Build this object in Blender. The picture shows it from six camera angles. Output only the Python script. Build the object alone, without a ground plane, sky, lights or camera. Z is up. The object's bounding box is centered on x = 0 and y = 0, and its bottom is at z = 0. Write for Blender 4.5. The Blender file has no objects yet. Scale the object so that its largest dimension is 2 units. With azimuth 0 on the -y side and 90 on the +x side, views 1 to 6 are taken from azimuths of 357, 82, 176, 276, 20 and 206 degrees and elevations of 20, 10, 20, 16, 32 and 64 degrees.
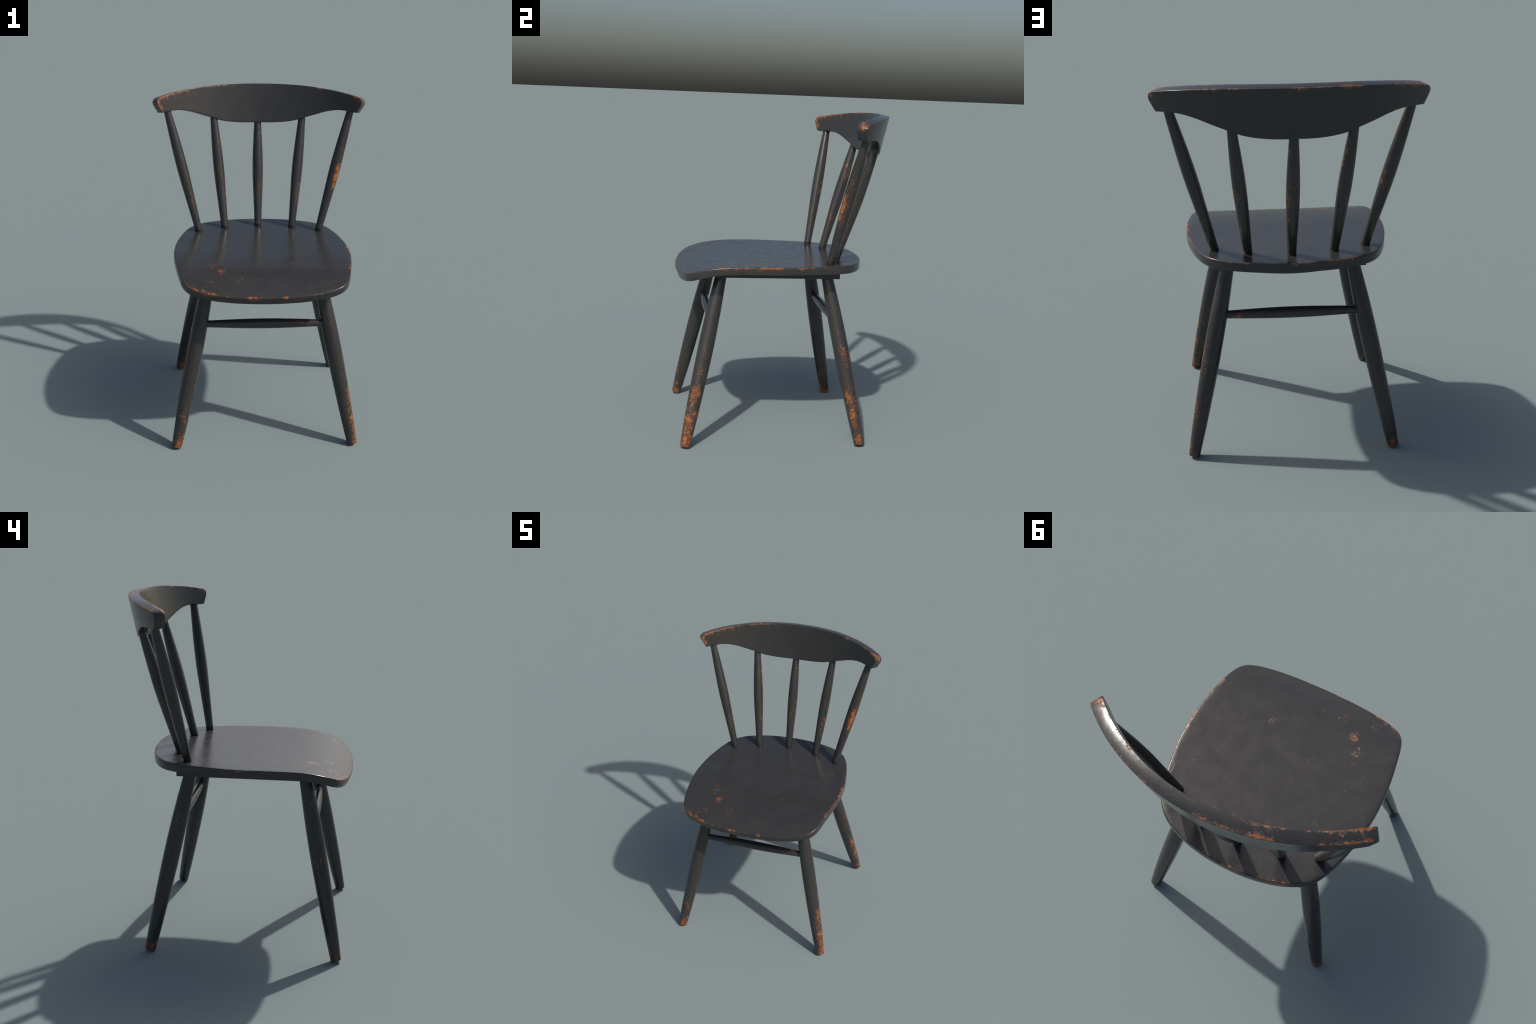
"""A mid-century spindle-back wooden chair in worn black paint.

Frame: metres, z up, sitter faces -y.  The chair is symmetric about x = 0.
"""
import bpy
import bmesh
import numpy as np
from math import atan, cos, sin, pi, radians, sqrt
from mathutils import Matrix, Vector

COLL = bpy.context.scene.collection


# ------------------------------------------------------------------ node helpers
class Nodes:
    def __init__(self, name):
        self.mat = bpy.data.materials.new(name)
        self.mat.use_nodes = True
        self.t = self.mat.node_tree
        self.t.nodes.clear()

    def new(self, kind, **props):
        n = self.t.nodes.new(kind)
        for k, v in props.items():
            setattr(n, k, v)
        return n

    def plug(self, value, socket):
        if value is None:
            return
        if isinstance(value, bpy.types.NodeSocket):
            self.t.links.new(value, socket)
        else:
            socket.default_value = value

    def math(self, op, a, b=None, c=None, clamp=False):
        n = self.new("ShaderNodeMath", operation=op, use_clamp=clamp)
        for v, s in zip((a, b, c), n.inputs):
            self.plug(v, s)
        return n.outputs[0]

    def vmath(self, op, a, b=None, out=0):
        n = self.new("ShaderNodeVectorMath", operation=op)
        self.plug(a, n.inputs[0])
        self.plug(b, n.inputs[1])
        return n.outputs[out]

    def noise(self, co, scale, detail=4.0, rough=0.55, distort=0.0):
        n = self.new("ShaderNodeTexNoise")
        self.plug(co, n.inputs["Vector"])
        n.inputs["Scale"].default_value = scale
        n.inputs["Detail"].default_value = detail
        n.inputs["Roughness"].default_value = rough
        n.inputs["Distortion"].default_value = distort
        return n.outputs[0]

    def step(self, v, lo, hi, a=0.0, b=1.0):
        n = self.new("ShaderNodeMapRange", interpolation_type="SMOOTHSTEP")
        for s, x in zip(("Value", "From Min", "From Max", "To Min", "To Max"), (v, lo, hi, a, b)):
            self.plug(x, n.inputs[s])
        return n.outputs[0]

    def mix(self, f, a, b):
        n = self.new("ShaderNodeMix", data_type="RGBA")
        self.plug(f, n.inputs[0])
        self.plug(a, n.inputs[6])
        self.plug(b, n.inputs[7])
        return n.outputs[2]

    def scaled(self, co, scale, shift=(0, 0, 0)):
        n = self.new("ShaderNodeMapping")
        self.plug(co, n.inputs[0])
        n.inputs["Scale"].default_value = scale
        n.inputs["Location"].default_value = shift
        return n.outputs[0]

    def blob(self, co, centre, radii, amount):
        """Soft ellipsoid of height `amount` round `centre`."""
        d = self.vmath("SUBTRACT", co, centre)
        d = self.vmath("DIVIDE", d, radii)
        d = self.vmath("LENGTH", d, out=1)
        return self.step(d, 0.25, 1.0, amount, 0.0)

    def after(self, co, value):
        """The same coordinate, made to wait for `value`: keeps long mask sums within the shader stack."""
        n = self.new("ShaderNodeVectorMath", operation="MULTIPLY_ADD")
        self.plug(value, n.inputs[0])
        n.inputs[1].default_value = (1e-9, 1e-9, 1e-9)
        self.plug(co, n.inputs[2])
        return n.outputs[0]

    def line(self, co, points, radius, amount):
        """Ridge of height `amount` that fades out `radius` away from a polyline."""
        nearest = None
        for a, b in zip(points, points[1:]):
            a, b = Vector(a), Vector(b)
            ab = b - a
            if nearest is not None:
                co = self.after(co, nearest)
            d = self.vmath("SUBTRACT", co, a)
            t = self.math("MULTIPLY", self.vmath("DOT_PRODUCT", d, ab, out=1), 1 / ab.length_squared, clamp=True)
            n = self.new("ShaderNodeVectorMath", operation="SCALE")
            n.inputs[0].default_value = ab
            self.plug(t, n.inputs["Scale"])
            dist = self.vmath("LENGTH", self.vmath("SUBTRACT", d, n.outputs[0]), out=1)
            nearest = dist if nearest is None else self.math("MINIMUM", nearest, dist)
        return self.step(nearest, 0.0, radius, amount * 1.6, 0.0)

    def ring(self, co, centre, radius, width=0.0025):
        d = self.vmath("LENGTH", self.vmath("SUBTRACT", co, centre), out=1)
        d = self.math("ABSOLUTE", self.math("SUBTRACT", d, radius))
        return self.step(d, 0.0, width, 1.0, 0.0)


PAINT_DARK = (0.030, 0.0293, 0.0290, 1)
PAINT_WARM = (0.037, 0.0355, 0.0345, 1)
WOOD_DEEP = (0.110, 0.038, 0.016, 1)
WOOD_BARE = (0.335, 0.117, 0.036, 1)


def worn_paint(name, blobs=(), lines=(), level=0.95, stretch=(1, 1, 1), stain=0.0, rings=(), speck=1.0,
               shift_by_place=True, tip=None, ripple=1.0):
    """Black paint that has rubbed through to orange-brown wood in patches.

    blobs: (centre, radii, amount) in the part's own coordinates, where rubbing is strong.
    lines: (points, radius, amount), rubbed arrises.   tip: (z_full, z_none, amount) for leg ends.
    """
    g = Nodes(name)
    co = g.new("ShaderNodeTexCoord").outputs["Object"]
    grain_co = co
    if shift_by_place:
        info = g.new("ShaderNodeObjectInfo")
        grain_co = g.vmath("ADD", co, g.vmath("MULTIPLY", info.outputs["Location"], (3.1, 2.3, 1.7)))
    grain_co = g.scaled(grain_co, stretch)

    fine = g.noise(grain_co, 105, 7, 0.74)
    medium = g.noise(grain_co, 30, 4, 0.65)
    broad = g.noise(grain_co, 8.0, 3, 0.5)
    base = g.math("ADD", g.math("MULTIPLY", fine, 0.46), g.math("MULTIPLY", medium, 0.32))
    base = g.math("ADD", base, g.math("MULTIPLY", broad, 0.22))
    # sharpen the contrast of the summed noise
    base = g.math("MULTIPLY_ADD", g.math("SUBTRACT", base, 0.5), 4.5, 0.5)

    rub = 0.0
    for centre, radii, amount in blobs:
        here = co if rub == 0.0 else g.after(co, rub)
        rub = g.math("ADD", rub, g.blob(here, centre, radii, amount * 1.6))
    for points, radius, amount in lines:
        here = co if rub == 0.0 else g.after(co, rub)
        rub = g.math("ADD", rub, g.line(here, points, radius, amount))
    if tip:
        z = g.new("ShaderNodeSeparateXYZ")
        g.plug(co, z.inputs[0])
        rub = g.math("ADD", rub, g.step(z.outputs[2], tip[0], tip[1], tip[2] * 1.5, 0.0))
    worn = g.step(g.math("ADD", base, rub), level - 0.03, level + 0.27)

    # loose flecks, in drifts
    fleck = g.step(g.noise(grain_co, 190, 2, 0.5), 0.70, 0.76)
    drift = g.step(g.noise(grain_co, 7, 2, 0.5), 0.50, 0.66)
    fleck = g.math("MULTIPLY", g.math("MULTIPLY", fleck, drift), 0.6 * speck)
    mask = g.math("MAXIMUM", worn, fleck, clamp=True)

    wood = g.mix(g.step(g.noise(grain_co, 55, 4, 0.6), 0.34, 0.66), WOOD_DEEP, WOOD_BARE)
    paint = g.mix(g.step(g.noise(grain_co, 9, 5, 0.65), 0.28, 0.78), PAINT_DARK, PAINT_WARM)
    if stain:
        dust = g.step(g.noise(co, 7.5, 6, 0.68, 0.4), 0.54, 0.84)
        dust = g.math("MULTIPLY", dust, stain)
        paint = g.mix(dust, paint, (0.062, 0.054, 0.046, 1))
        dots = g.step(g.noise(co, 210, 1, 0.5), 0.73, 0.79)
        paint = g.mix(g.math("MULTIPLY", dots, 0.12), paint, (0.12, 0.115, 0.10, 1))
    # thin paint round the bare patches lets the wood tint through
    thin = g.step(g.math("MULTIPLY_ADD", base, 0.45, rub), level - 0.58, level + 0.15, 0.0, 0.38)
    paint = g.mix(thin, paint, (0.100, 0.048, 0.026, 1))
    colour = g.mix(mask, paint, wood)

    bsdf = g.new("ShaderNodeBsdfPrincipled")
    g.plug(colour, bsdf.inputs["Base Color"])
    smear = g.noise(co, 14, 5, 0.65)
    rough = g.step(smear, 0.28, 0.72, 0.20, 0.28)
    rough = g.math("MULTIPLY_ADD", mask, 0.12, rough)
    g.plug(rough, bsdf.inputs["Roughness"])
    bsdf.inputs["IOR"].default_value = 1.5

    height = g.math("MULTIPLY", g.noise(co, 130, 3, 0.6), 0.0002)
    height = g.math("ADD", height, g.math("MULTIPLY", g.noise(co, 26, 3, 0.5), 0.0008))
    height = g.math("SUBTRACT", height, g.math("MULTIPLY", mask, 0.0006))
    # long hair-line scratches, only here and there
    cells = g.new("ShaderNodeTexVoronoi", feature="DISTANCE_TO_EDGE")
    wander = g.new("ShaderNodeTexNoise")
    g.plug(co, wander.inputs["Vector"])
    wander.inputs["Scale"].default_value = 5.0
    bent = g.vmath("ADD", g.scaled(co, (1.0, 0.6, 1.0)), g.vmath("MULTIPLY", wander.outputs[1], (0.16, 0.16, 0.16)))
    g.plug(bent, cells.inputs["Vector"])
    cells.inputs["Scale"].default_value = 9.0
    scratch = g.step(cells.outputs["Distance"], 0.0, 0.016, 1.0, 0.0)
    scratch = g.math("MULTIPLY", scratch, g.step(g.noise(co, 8.0, 2), 0.50, 0.60))
    height = g.math("SUBTRACT", height, g.math("MULTIPLY", scratch, 0.00022))
    for centre, radius in rings:
        height = g.math("ADD", height, g.math("MULTIPLY", g.ring(co, centre, radius), 0.0006))
    bump = g.new("ShaderNodeBump")
    bump.inputs["Strength"].default_value = min(1.0, 0.35 * ripple)
    bump.inputs["Distance"].default_value = 1.0
    g.plug(height, bump.inputs["Height"])
    g.plug(bump.outputs[0], bsdf.inputs["Normal"])
    out = g.new("ShaderNodeOutputMaterial")
    g.t.links.new(bsdf.outputs[0], out.inputs[0])
    return g.mat


# ------------------------------------------------------------------ geometry helpers
def mesh_from(name, verts, faces):
    me = bpy.data.meshes.new(name)
    me.from_pydata([tuple(map(float, v)) for v in verts], [], faces)
    bm = bmesh.new()
    bm.from_mesh(me)
    bmesh.ops.recalc_face_normals(bm, faces=bm.faces)
    bm.to_mesh(me)
    bm.free()
    me.polygons.foreach_set("use_smooth", [True] * len(me.polygons))
    return me


def place(name, mesh, parent, material, matrix=None):
    ob = bpy.data.objects.new(name, mesh)
    COLL.objects.link(ob)
    if not mesh.materials:
        mesh.materials.append(material)
    ob.material_slots[0].link = "OBJECT"
    ob.material_slots[0].material = material
    ob.parent = parent
    if matrix is not None:
        ob.matrix_local = matrix
    return ob


def smooth_curve(points, xs):
    """Monotone-ish cubic (Catmull-Rom tangents) through (x, y) points."""
    p = np.array(points, float)
    m = np.gradient(p[:, 1], p[:, 0])
    i = np.clip(np.searchsorted(p[:, 0], xs) - 1, 0, len(p) - 2)
    h = p[i + 1, 0] - p[i, 0]
    t = (np.asarray(xs) - p[i, 0]) / h
    return ((2 * t**3 - 3 * t**2 + 1) * p[i, 1] + (t**3 - 2 * t**2 + t) * h * m[i]
            + (-2 * t**3 + 3 * t**2) * p[i + 1, 1] + (t**3 - t**2) * h * m[i + 1])


def turned(name, length, profile, sides=24, rings=30, round_ends=0.0):
    """Lathe-turned rod along +z from the origin; profile = (fraction, radius) points."""
    fr = np.linspace(0, 1, rings)
    rad = smooth_curve(profile, fr)
    z, r = list(fr * length), list(rad)
    if round_ends:   # soften the arris at the foot (z = 0)
        e = round_ends
        z = [0, 0.3 * e, e] + z[1:]
        r = [r[0] - e, r[0] - 0.3 * e, r[0]] + r[1:]
    verts, faces = [], []
    for zz, rr in zip(z, r):
        for k in range(sides):
            a = 2 * pi * k / sides
            verts.append((rr * cos(a), rr * sin(a), zz))
    n = len(z)
    for j in range(n - 1):
        for k in range(sides):
            k2 = (k + 1) % sides
            faces.append((j * sides + k, j * sides + k2, (j + 1) * sides + k2, (j + 1) * sides + k))
    faces.append(tuple(range(sides)))
    faces.append(tuple((n - 1) * sides + k for k in range(sides)))
    me = mesh_from(name, verts, faces)
    for p in me.polygons:
        if len(p.vertices) > 4:
            p.use_smooth = False
    return me


def along(start, end, outward):
    """Frame at `start` with z toward `end` and x as near `outward` as it can be."""
    s, e = Vector(start), Vector(end)
    z = (e - s).normalized()
    o = Vector(outward)
    x = (o - z * o.dot(z)).normalized()
    y = z.cross(x)
    m = Matrix((x, y, z)).transposed().to_4x4()
    m.translation = s
    return m


# ------------------------------------------------------------------ the chair
chair = bpy.data.objects.new("wooden_chair", None)
COLL.objects.link(chair)
chair["label"] = "spindle-back wooden chair in worn black paint with orange-brown rubbed edges"
chair["category"] = "wooden chair"

# ---- seat -----------------------------------------------------------------
SEAT_TOP, SEAT_THICK = 1.0955, 0.0465
# right half of the outline, from back centre to front centre
half = [(0.0, 0.512), (0.10, 0.508), (0.20, 0.492), (0.30, 0.462), (0.37, 0.427), (0.42, 0.385),
        (0.46, 0.320), (0.489, 0.240), (0.512, 0.150), (0.531, 0.050), (0.542, -0.070),
        (0.541, -0.190), (0.530, -0.300), (0.514, -0.400), (0.498, -0.480), (0.480, -0.533),
        (0.452, -0.571), (0.403, -0.599), (0.320, -0.623), (0.200, -0.641), (0.100, -0.648), (0.0, -0.650)]


def front_roll(y):
    """Height drop of the seat: flat, then rolling down at the front edge."""
    return smooth_curve([(-0.70, -0.128), (-0.64, -0.090), (-0.60, -0.0690), (-0.573, -0.0560), (-0.543, -0.0440),
                         (-0.512, -0.0340), (-0.482, -0.0260), (-0.451, -0.0190), (-0.420, -0.0130),
                         (-0.373, -0.0070), (-0.311, -0.0030), (-0.22, 0.0), (0.0, 0.0), (0.30, 0.001), (0.60, 0.002)], y)


def dish(x, y):
    """The slab is bent a little hollow across its width, most in the middle."""
    across = np.clip(1 - (x / 0.50) ** 2, 0, 1)
    return 0.0078 * across * smooth_curve([(-0.70, 0.0), (-0.60, 0.1), (-0.52, 0.40), (-0.40, 0.92), (-0.20, 1.0), (0.0, 0.80), (0.18, 0.50), (0.35, 0.18), (0.52, 0.0), (0.60, 0.0)], y)


def seat_mesh():
    loop = np.array(half + [(-x, y) for x, y in half[-2:0:-1]])
    # resample the closed outline with a closed Catmull-Rom
    n = len(loop)
    pts = []
    for i in range(n):
        p0, p1, p2, p3 = (loop[(i + k) % n] for k in (-1, 0, 1, 2))
        # centripetal-like tangents scaled by the chord
        d01, d12, d23 = (np.linalg.norm(b - a) for a, b in ((p0, p1), (p1, p2), (p2, p3)))
        m1 = (p2 - p1) * d01 / (d01 + d12) + (p1 - p0) * d12 / (d01 + d12) * d12 / d01
        m2 = (p3 - p2) * d12 / (d12 + d23) * d12 / d23 + (p2 - p1) * d23 / (d12 + d23)
        for t in np.linspace(0, 1, 4, endpoint=False):
            pts.append((2 * t**3 - 3 * t**2 + 1) * p1 + (t**3 - 2 * t**2 + t) * m1
                       + (-2 * t**3 + 3 * t**2) * p2 + (t**3 - t**2) * m2)
    rim = np.array(pts)
    tang = np.roll(rim, -1, 0) - np.roll(rim, 1, 0)
    norm = np.stack([tang[:, 1], -tang[:, 0]], 1)
    norm /= np.linalg.norm(norm, axis=1)[:, None]
    if (norm * rim).sum() < 0:
        norm = -norm
    centre = np.array([0.0, -0.05])
    rt, rb = 0.0065, 0.004
    prof = []                                   # (inset, height below the top)
    for a in np.linspace(0, pi / 2, 5):
        prof.append((rt * (1 - sin(a)), rt * (1 - cos(a))))
    for a in np.linspace(0, pi / 2, 4):
        prof.append((rb * (1 - cos(a)), SEAT_THICK - rb * (1 - sin(a))))
    rings = []
    shrink = np.linspace(0.04, 1, 22) ** 0.8
    top_edge = rim - norm * prof[0][0]
    for s in shrink[:-1]:
        rings.append((centre + s * (top_edge - centre), 0.0))
    for inset, down in prof:
        rings.append((rim - norm * inset, down))
    low_edge = rim - norm * prof[-1][0]
    for s in shrink[:-1][::-1]:
        rings.append((centre + s * (low_edge - centre), SEAT_THICK))
    verts, faces, m = [], [], len(rim)
    for xy, down in rings:
        x, y = xy[:, 0], xy[:, 1]
        # the rolled front is square to the bent slab: its lower arris sits back and is a little thinner
        slope = (front_roll(y + 0.005) - front_roll(y - 0.005)) / 0.010
        z = SEAT_TOP + front_roll(y) - dish(x, y) - down * (1 - 0.04 * slope + 0.065 * np.clip(y / 0.4, 0, 1))
        verts += list(zip(x, y + down * 0.62 * slope, z))
    for j in range(len(rings) - 1):
        for k in range(m):
            k2 = (k + 1) % m
            faces.append((j * m + k, j * m + k2, (j + 1) * m + k2, (j + 1) * m + k))
    faces.append(tuple(range(m)))
    faces.append(tuple((len(rings) - 1) * m + k for k in range(m)))
    return mesh_from("seat", verts, faces)


def rim(*points):
    return [(x, y, SEAT_TOP + float(front_roll(y)) - 0.002) for x, y in points]


seat_paint = worn_paint(
    "worn_black_paint_seat", stain=0.40, shift_by_place=False, level=1.02, ripple=1.25,
    blobs=[((-0.252, -0.430, 1.08), (0.045, 0.085, 0.1), 0.27),
           ((-0.285, -0.375, 1.08), (0.060, 0.110, 0.1), 0.19),
           ((-0.326, -0.305, 1.09), (0.065, 0.085, 0.1), 0.24),
           ((-0.092, -0.500, 1.07), (0.120, 0.055, 0.1), 0.16),
           ((-0.065, -0.386, 1.09), (0.055, 0.055, 0.1), 0.15),
           ((0.184, -0.308, 1.09), (0.090, 0.070, 0.1), 0.15),
           ((0.051, -0.530, 1.05), (0.040, 0.035, 0.1), 0.18),
           ((-0.27, -0.550, 1.05), (0.200, 0.080, 0.1), 0.18),
           ((0.40, -0.530, 1.05), (0.080, 0.060, 0.1), 0.11)],
    lines=[(rim((-0.475, -0.540), (-0.452, -0.571), (-0.403, -0.599), (-0.32, -0.623)), 0.036, 0.40),
           (rim((-0.32, -0.623), (-0.20, -0.641), (-0.10, -0.648)), 0.032, 0.31),
           (rim((-0.10, -0.648), (0.0, -0.650), (0.10, -0.648)), 0.030, 0.25),
           (rim((0.10, -0.648), (0.20, -0.641), (0.32, -0.623)), 0.022, 0.22),
           (rim((0.32, -0.623), (0.403, -0.599), (0.452, -0.571)), 0.016, 0.20),
           (rim((0.50, -0.47), (0.514, -0.40)), 0.020, 0.20),
           (rim((0.514, -0.40), (0.530, -0.30), (0.541, -0.19), (0.542, -0.07)), 0.034, 0.38),
           (rim((0.542, -0.07), (0.531, 0.05), (0.512, 0.15), (0.489, 0.24)), 0.024, 0.34),
           (rim((0.42, 0.385), (0.30, 0.462), (0.20, 0.492), (0.0, 0.512)), 0.018, 0.25),
           (rim((0.0, 0.512), (-0.10, 0.508), (-0.20, 0.492), (-0.30, 0.462)), 0.024, 0.31),
           (rim((-0.30, 0.462), (-0.42, 0.385), (-0.46, 0.32)), 0.016, 0.22),
           (rim((-0.531, 0.05), (-0.542, -0.07), (-0.541, -0.19)), 0.020, 0.26),
           (rim((-0.530, -0.30), (-0.498, -0.48)), 0.014, 0.18)],
    rings=[((0.130, 0.285, 1.095), 0.058), ((0.545, 0.185, 1.095), 0.07),
           ((-0.47, -0.22, 1.095), 0.07)])
seat = place("seat", seat_mesh(), chair, seat_paint)

# ---- the plate under the seat that takes the legs ------------------------------
plate_paint = worn_paint("worn_black_paint_plate", level=1.02, speck=0.6)
PLATE_X, PLATE_FRONT, PLATE_BACK = 0.389, -0.43, 0.330
PLATE_LOW, PLATE_TOP = 1.0035, SEAT_TOP - SEAT_THICK - 0.002


def plate_mesh():
    """Flat plate with square front and a back edge bowed like the seat's."""
    bow = 0.080
    xs = np.linspace(PLATE_X, -PLATE_X, 25)
    outline = [(x, PLATE_BACK + bow * (1 - (x / PLATE_X) ** 2) ** 2) for x in xs] \
        + [(-PLATE_X, PLATE_FRONT), (PLATE_X, PLATE_FRONT)]
    n = len(outline)
    verts = [(x, y, z) for z in (PLATE_LOW, PLATE_TOP) for x, y in outline]
    faces = [tuple(range(n)), tuple(range(n, 2 * n))]
    faces += [(k, (k + 1) % n, n + (k + 1) % n, n + k) for k in range(n)]
    me = mesh_from("seat_plate", verts, faces)
    bm = bmesh.new()
    bm.from_mesh(me)
    edges = [e for e in bm.edges if e.calc_face_angle() > radians(40)]
    bmesh.ops.bevel(bm, geom=edges, offset=0.002, segments=2, affect="EDGES", profile=0.5)
    for f in bm.faces:
        f.smooth = False
    bm.to_mesh(me)
    bm.free()
    return me


place("seat_plate", plate_mesh(), chair, plate_paint)

# ---- legs ------------------------------------------------------------------
LEG_PROFILE = [(0.0, 0.0307), (0.03, 0.0319), (0.13, 0.0371), (0.27, 0.0419), (0.40, 0.0452), (0.55, 0.0473),
               (0.68, 0.0465), (0.81, 0.0430), (0.95, 0.0366), (1.0, 0.0345)]
leg_out = worn_paint("worn_black_paint_leg_rubbed", stretch=(1, 1, 0.8), tip=(0.0, 0.10, 0.27),
                     blobs=[((0.041, -0.020, 0.24), (0.066, 0.072, 0.20), 0.31),
                            ((0.045, -0.006, 0.09), (0.060, 0.066, 0.15), 0.20),
                            ((0.045, 0.0, 0.52), (0.055, 0.046, 0.30), 0.16),
                            ((0.018, 0.043, 0.28), (0.052, 0.048, 0.38), 0.17),
                            ((0.010, 0.0, 0.50), (0.070, 0.070, 0.75), 0.06)])
leg_in = worn_paint("worn_black_paint_leg", stretch=(1, 1, 0.8), tip=(0.0, 0.13, 0.37),
                    blobs=[((0.015, -0.03, 0.12), (0.05, 0.06, 0.20), 0.22),
                           ((-0.045, 0.0, 0.60), (0.06, 0.05, 0.5), 0.11),
                           ((0.0, 0.045, 0.35), (0.05, 0.05, 0.40), 0.10),
                           ((0.0, 0.0, 0.5), (0.08, 0.08, 0.8), 0.05)])
FEET = {(1, "front"): (0.541, -0.593), (-1, "front"): (-0.534, -0.599),
        (1, "back"): (0.541, 0.472), (-1, "back"): (-0.535, 0.466)}
front_foot, front_top = Vector((0.534, -0.593, 0.0)), Vector((0.334, -0.390, 1.0))
back_foot, back_top = Vector((0.536, 0.467, 0.0)), Vector((0.328, 0.264, 1.0))
LEG_LENGTH = 1.055
leg_mesh = turned("leg", LEG_LENGTH, LEG_PROFILE, sides=24, rings=32, round_ends=0.0035)
for (side, end), (fx, fy) in FEET.items():
    top = front_top if end == "front" else back_top
    foot, top = Vector((fx, fy, 0.0)), Vector((side * top.x, top.y, top.z))
    d = (top - foot).normalized()
    # lift the square-cut foot until its lowest rim just touches the ground
    foot = foot + d * ((LEG_PROFILE[0][1] - 0.003) * sqrt(1 - d.z**2) / d.z)
    place("leg", leg_mesh, chair, leg_out if side > 0 else leg_in, along(foot, top, (1, 0, 0)))

# ---- stretchers between the two front and the two back legs -------------------
STRETCHER_PROFILE = [(0.0, 0.0195), (0.06, 0.0208), (0.2, 0.0250), (0.35, 0.0288), (0.5, 0.0303), (0.65, 0.0288),
                     (0.8, 0.0250), (0.94, 0.0208), (1.0, 0.0195)]
stretcher_paint = worn_paint("worn_black_paint_stretcher", level=0.95, stretch=(1, 1, 0.7),
                             blobs=[((0.0, 0.0, 0.64), (0.06, 0.06, 0.14), 0.17), ((0.0, 0.0, 0.38), (0.06, 0.06, 0.40), 0.08),
                                    ((0.0, 0.0, 0.28), (0.05, 0.05, 0.12), 0.07)])
STRETCH_Z = 0.750
fs = front_foot + (front_top - front_foot) * STRETCH_Z
bs = back_foot + (back_top - back_foot) * STRETCH_Z
stretcher_mesh = turned("stretcher", 2 * fs.x, STRETCHER_PROFILE, sides=20, rings=24)
for p in (fs, bs):
    place("stretcher", stretcher_mesh, chair, stretcher_paint, along((-p.x, p.y, p.z), (p.x, p.y, p.z), (0, 0, 1)))

# ---- crest rail: a bent board, leaned back ------------------------------------
LEAN = atan(0.22)
BEND, BOARD = 1.045, 0.0600            # radius of the back face, thickness
CREST_Y, CREST_Z = 0.648, 1.9875        # back top arris at x = 0


def board_point(theta, h, depth):
    """Point of the bent board: bend angle (degrees), height below the top, depth in from the back face."""
    a, r = radians(theta) * 1.08 / BEND, BEND - depth
    x, n = r * sin(a), -BEND + r * cos(a)
    return (x, CREST_Y + n * cos(LEAN) + h * sin(LEAN), CREST_Z - n * sin(LEAN) + h * cos(LEAN))


UPPER = [(0, 0.0), (6, -0.002), (11, -0.0065), (16.1, -0.0140), (21.7, -0.0280), (27.6, -0.0475), (33.7, -0.0745), (37.6, -0.0960)]


def crest_mesh():
    lower = [(0, -0.2520), (6.8, -0.2515), (10, -0.2475), (13.1, -0.2395), (17.0, -0.2195), (20.0, -0.2050), (25.2, -0.1810),
             (28.8, -0.1735), (31.2, -0.1755), (34.0, -0.1828), (37.0, -0.1930)]
    flank = [(0.0, 36.9), (0.08, 37.25), (0.30, 38.10), (0.53, 38.95), (0.70, 39.15), (0.84, 38.85), (0.93, 38.35), (1.0, 37.6)]
    nu, nv = 72, 14
    us = np.linspace(-1, 1, nu + 1)
    vs = np.linspace(0, 1, nv + 1)
    side_at = np.interp(vs, *np.array(flank).T)
    lo = smooth_curve(lower, np.abs(us) * 37.0)
    hi = smooth_curve(UPPER, np.abs(us) * 37.6)
    verts, faces = [], []
    per = (nu + 1) * (nv + 1)
    for depth in (0.0, BOARD):
        for i, u in enumerate(us):
            for j, v in enumerate(vs):
                verts.append(board_point(u * side_at[j] * (1.014 if depth else 1.001), lo[i] + (hi[i] - lo[i]) * v, depth))
    idx = lambda s, i, j: s * per + i * (nv + 1) + j
    for s in (0, 1):
        for i in range(nu):
            for j in range(nv):
                q = (idx(s, i, j), idx(s, i + 1, j), idx(s, i + 1, j + 1), idx(s, i, j + 1))
                faces.append(q if s else q[::-1])
    border = [(i, 0) for i in range(nu)] + [(nu, j) for j in range(nv)] \
        + [(i, nv) for i in range(nu, 0, -1)] + [(0, j) for j in range(nv, 0, -1)]
    for (i, j), (k, l) in zip(border, border[1:] + border[:1]):
        faces.append((idx(0, i, j), idx(0, k, l), idx(1, k, l), idx(1, i, j)))
    me = mesh_from("crest_rail", verts, faces)
    bm = bmesh.new()
    bm.from_mesh(me)
    bm.edges.ensure_lookup_table()
    sharp = [e for e in bm.edges if len(e.link_faces) == 2 and e.calc_face_angle() > radians(40)]
    bmesh.ops.bevel(bm, geom=sharp, offset=0.0065, segments=3, profile=0.5, affect="EDGES", clamp_overlap=True)
    for f in bm.faces:
        f.smooth = True
    bm.to_mesh(me)
    bm.free()
    return me


def arris(t0, t1, depth, steps=3):
    """Run of the board's top arris between two bend angles."""
    return [board_point(t, float(smooth_curve(UPPER, [abs(t)])[0]), depth) for t in np.linspace(t0, t1, steps + 1)]


def low_arris(t0, t1, h0, h1, depth):
    return [board_point(t0, h0, depth), board_point(t1, h1, depth)]


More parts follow.
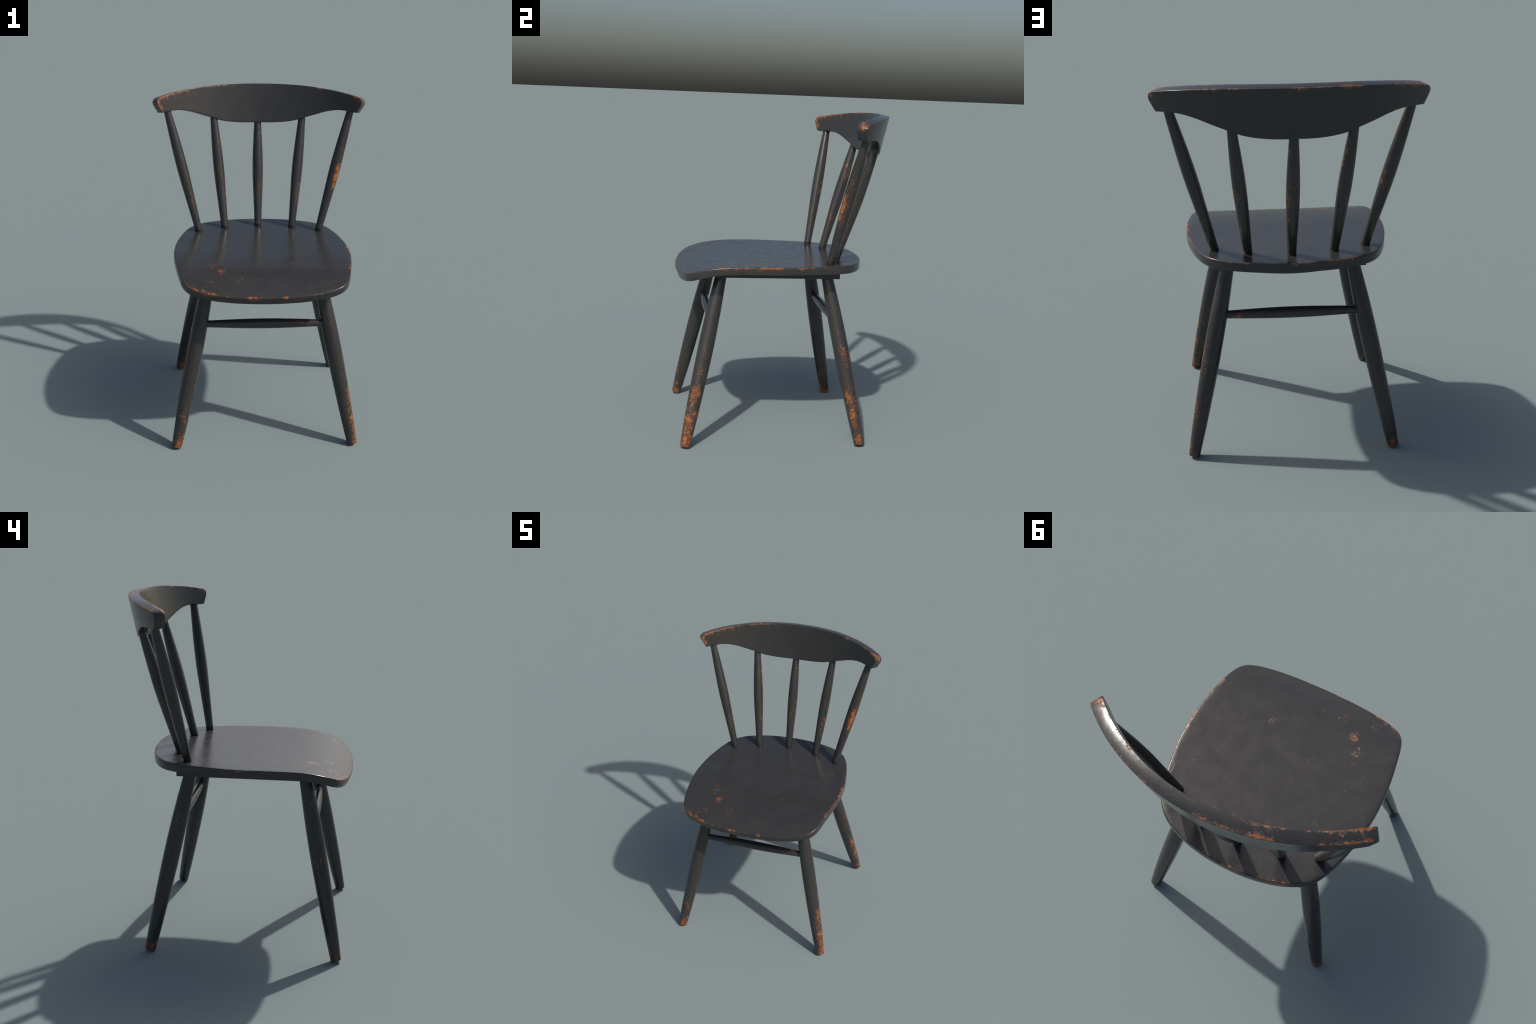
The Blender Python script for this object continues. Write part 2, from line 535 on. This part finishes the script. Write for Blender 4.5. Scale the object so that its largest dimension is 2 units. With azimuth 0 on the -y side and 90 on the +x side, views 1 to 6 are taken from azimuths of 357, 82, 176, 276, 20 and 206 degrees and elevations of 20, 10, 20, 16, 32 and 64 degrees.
crest_paint = worn_paint(
    "worn_black_paint_crest", shift_by_place=False, level=1.02, ripple=2.2,
    blobs=[((-0.55, 0.435, 1.960), (0.24, 0.12, 0.045), 0.16),
           ((-0.25, 0.590, 1.992), (0.22, 0.10, 0.025), 0.15),
           ((-0.07, 0.635, 1.93), (0.035, 0.03, 0.055), 0.15)],
    lines=[([board_point(37.0, -0.095, BOARD / 2), board_point(39.2, -0.135, BOARD / 2)], 0.044, 0.30),
           (arris(1.0, -15.0, 0.0), 0.032, 0.325),
           (arris(-15.0, -27.0, 0.0), 0.016, 0.24),
           (arris(-27.0, -37.5, 0.0), 0.026, 0.33),
           (arris(-9.0, -24.0, BOARD), 0.019, 0.235),
           (arris(-24.0, -37.6, BOARD), 0.020, 0.28),
           (arris(10.0, 20.0, 0.0, 2), 0.028, 0.31),
           (arris(20.0, 36.5, 0.0), 0.020, 0.29),
           (arris(22.0, 37.0, BOARD), 0.024, 0.31),
           ([board_point(-37.9, -0.097, BOARD), board_point(-39.3, -0.125, BOARD), board_point(-38.0, -0.165, BOARD)], 0.034, 0.34),
           ([board_point(37.6, -0.098, BOARD), board_point(38.6, -0.110, BOARD / 2), board_point(38.2, -0.110, 0.0)], 0.036, 0.36),
           ([board_point(39.0, -0.115, BOARD), board_point(38.2, -0.170, BOARD)], 0.018, 0.27),
           (low_arris(-32.0, -27.0, -0.175, -0.173, 0.0), 0.026, 0.28),
           (low_arris(-27.0, -19.0, -0.173, -0.210, 0.0), 0.020, 0.26),
           (low_arris(-33.0, -26.0, -0.178, -0.177, BOARD), 0.016, 0.22),
           (low_arris(16.0, 26.0, -0.224, -0.177, BOARD), 0.013, 0.24)])
crest = place("crest_rail", crest_mesh(), chair, crest_paint)

# ---- spindles ------------------------------------------------------------------
SPINDLE_PROFILE = [(0.0, 0.0226), (0.10, 0.0247), (0.21, 0.0277), (0.34, 0.0313), (0.47, 0.0345), (0.55, 0.0349),
                   (0.69, 0.0326), (0.83, 0.0281), (0.95, 0.0233), (1.0, 0.0214)]
spindle_paint = worn_paint("worn_black_paint_spindle", stretch=(1, 1, 0.6),
                           blobs=[((0.01, 0.0, 0.35), (0.06, 0.06, 0.60), 0.125), ((-0.028, 0.0, 0.42), (0.045, 0.045, 0.34), 0.13),
                                  ((0.01, 0.035, 0.40), (0.05, 0.05, 0.24), 0.10),
                                  ((0.02, -0.02, 0.25), (0.05, 0.05, 0.16), 0.08)])
rubbed_spindle = worn_paint("worn_black_paint_spindle_rubbed", stretch=(1, 1, 0.6),
                            blobs=[((0.016, -0.036, 0.39), (0.028, 0.026, 0.12), 0.42),
                                   ((0.024, -0.020, 0.42), (0.045, 0.050, 0.24), 0.235),
                                   ((0.02, 0.0, 0.45), (0.06, 0.06, 0.65), 0.12)])
INTO_SEAT, INTO_CREST = 0.012, 0.030


def spindle_line(bottom, theta, h):
    b, t = Vector((*bottom, SEAT_TOP)), Vector(board_point(theta, h, BOARD / 2))
    d = (t - b).normalized()
    return b - d * INTO_SEAT, t + d * INTO_CREST


for bottom, theta, h, sides in (((0.0, 0.371), 0.0, -0.250, (1,)),
                                ((0.221, 0.333), 16.0, -0.223, (1, -1)),
                                ((0.391, 0.264), 34.1, -0.181, (1, -1))):
    b, t = spindle_line(bottom, theta, h)
    mesh = turned("spindle", (t - b).length, SPINDLE_PROFILE, sides=20, rings=28)
    for side in sides:
        f, e = (Vector((side * v.x, v.y, v.z)) for v in (b, t))
        paint = rubbed_spindle if (theta > 30 and side > 0) else spindle_paint
        place("spindle", mesh, chair, paint, along(f, e, (1, 0, 0)))
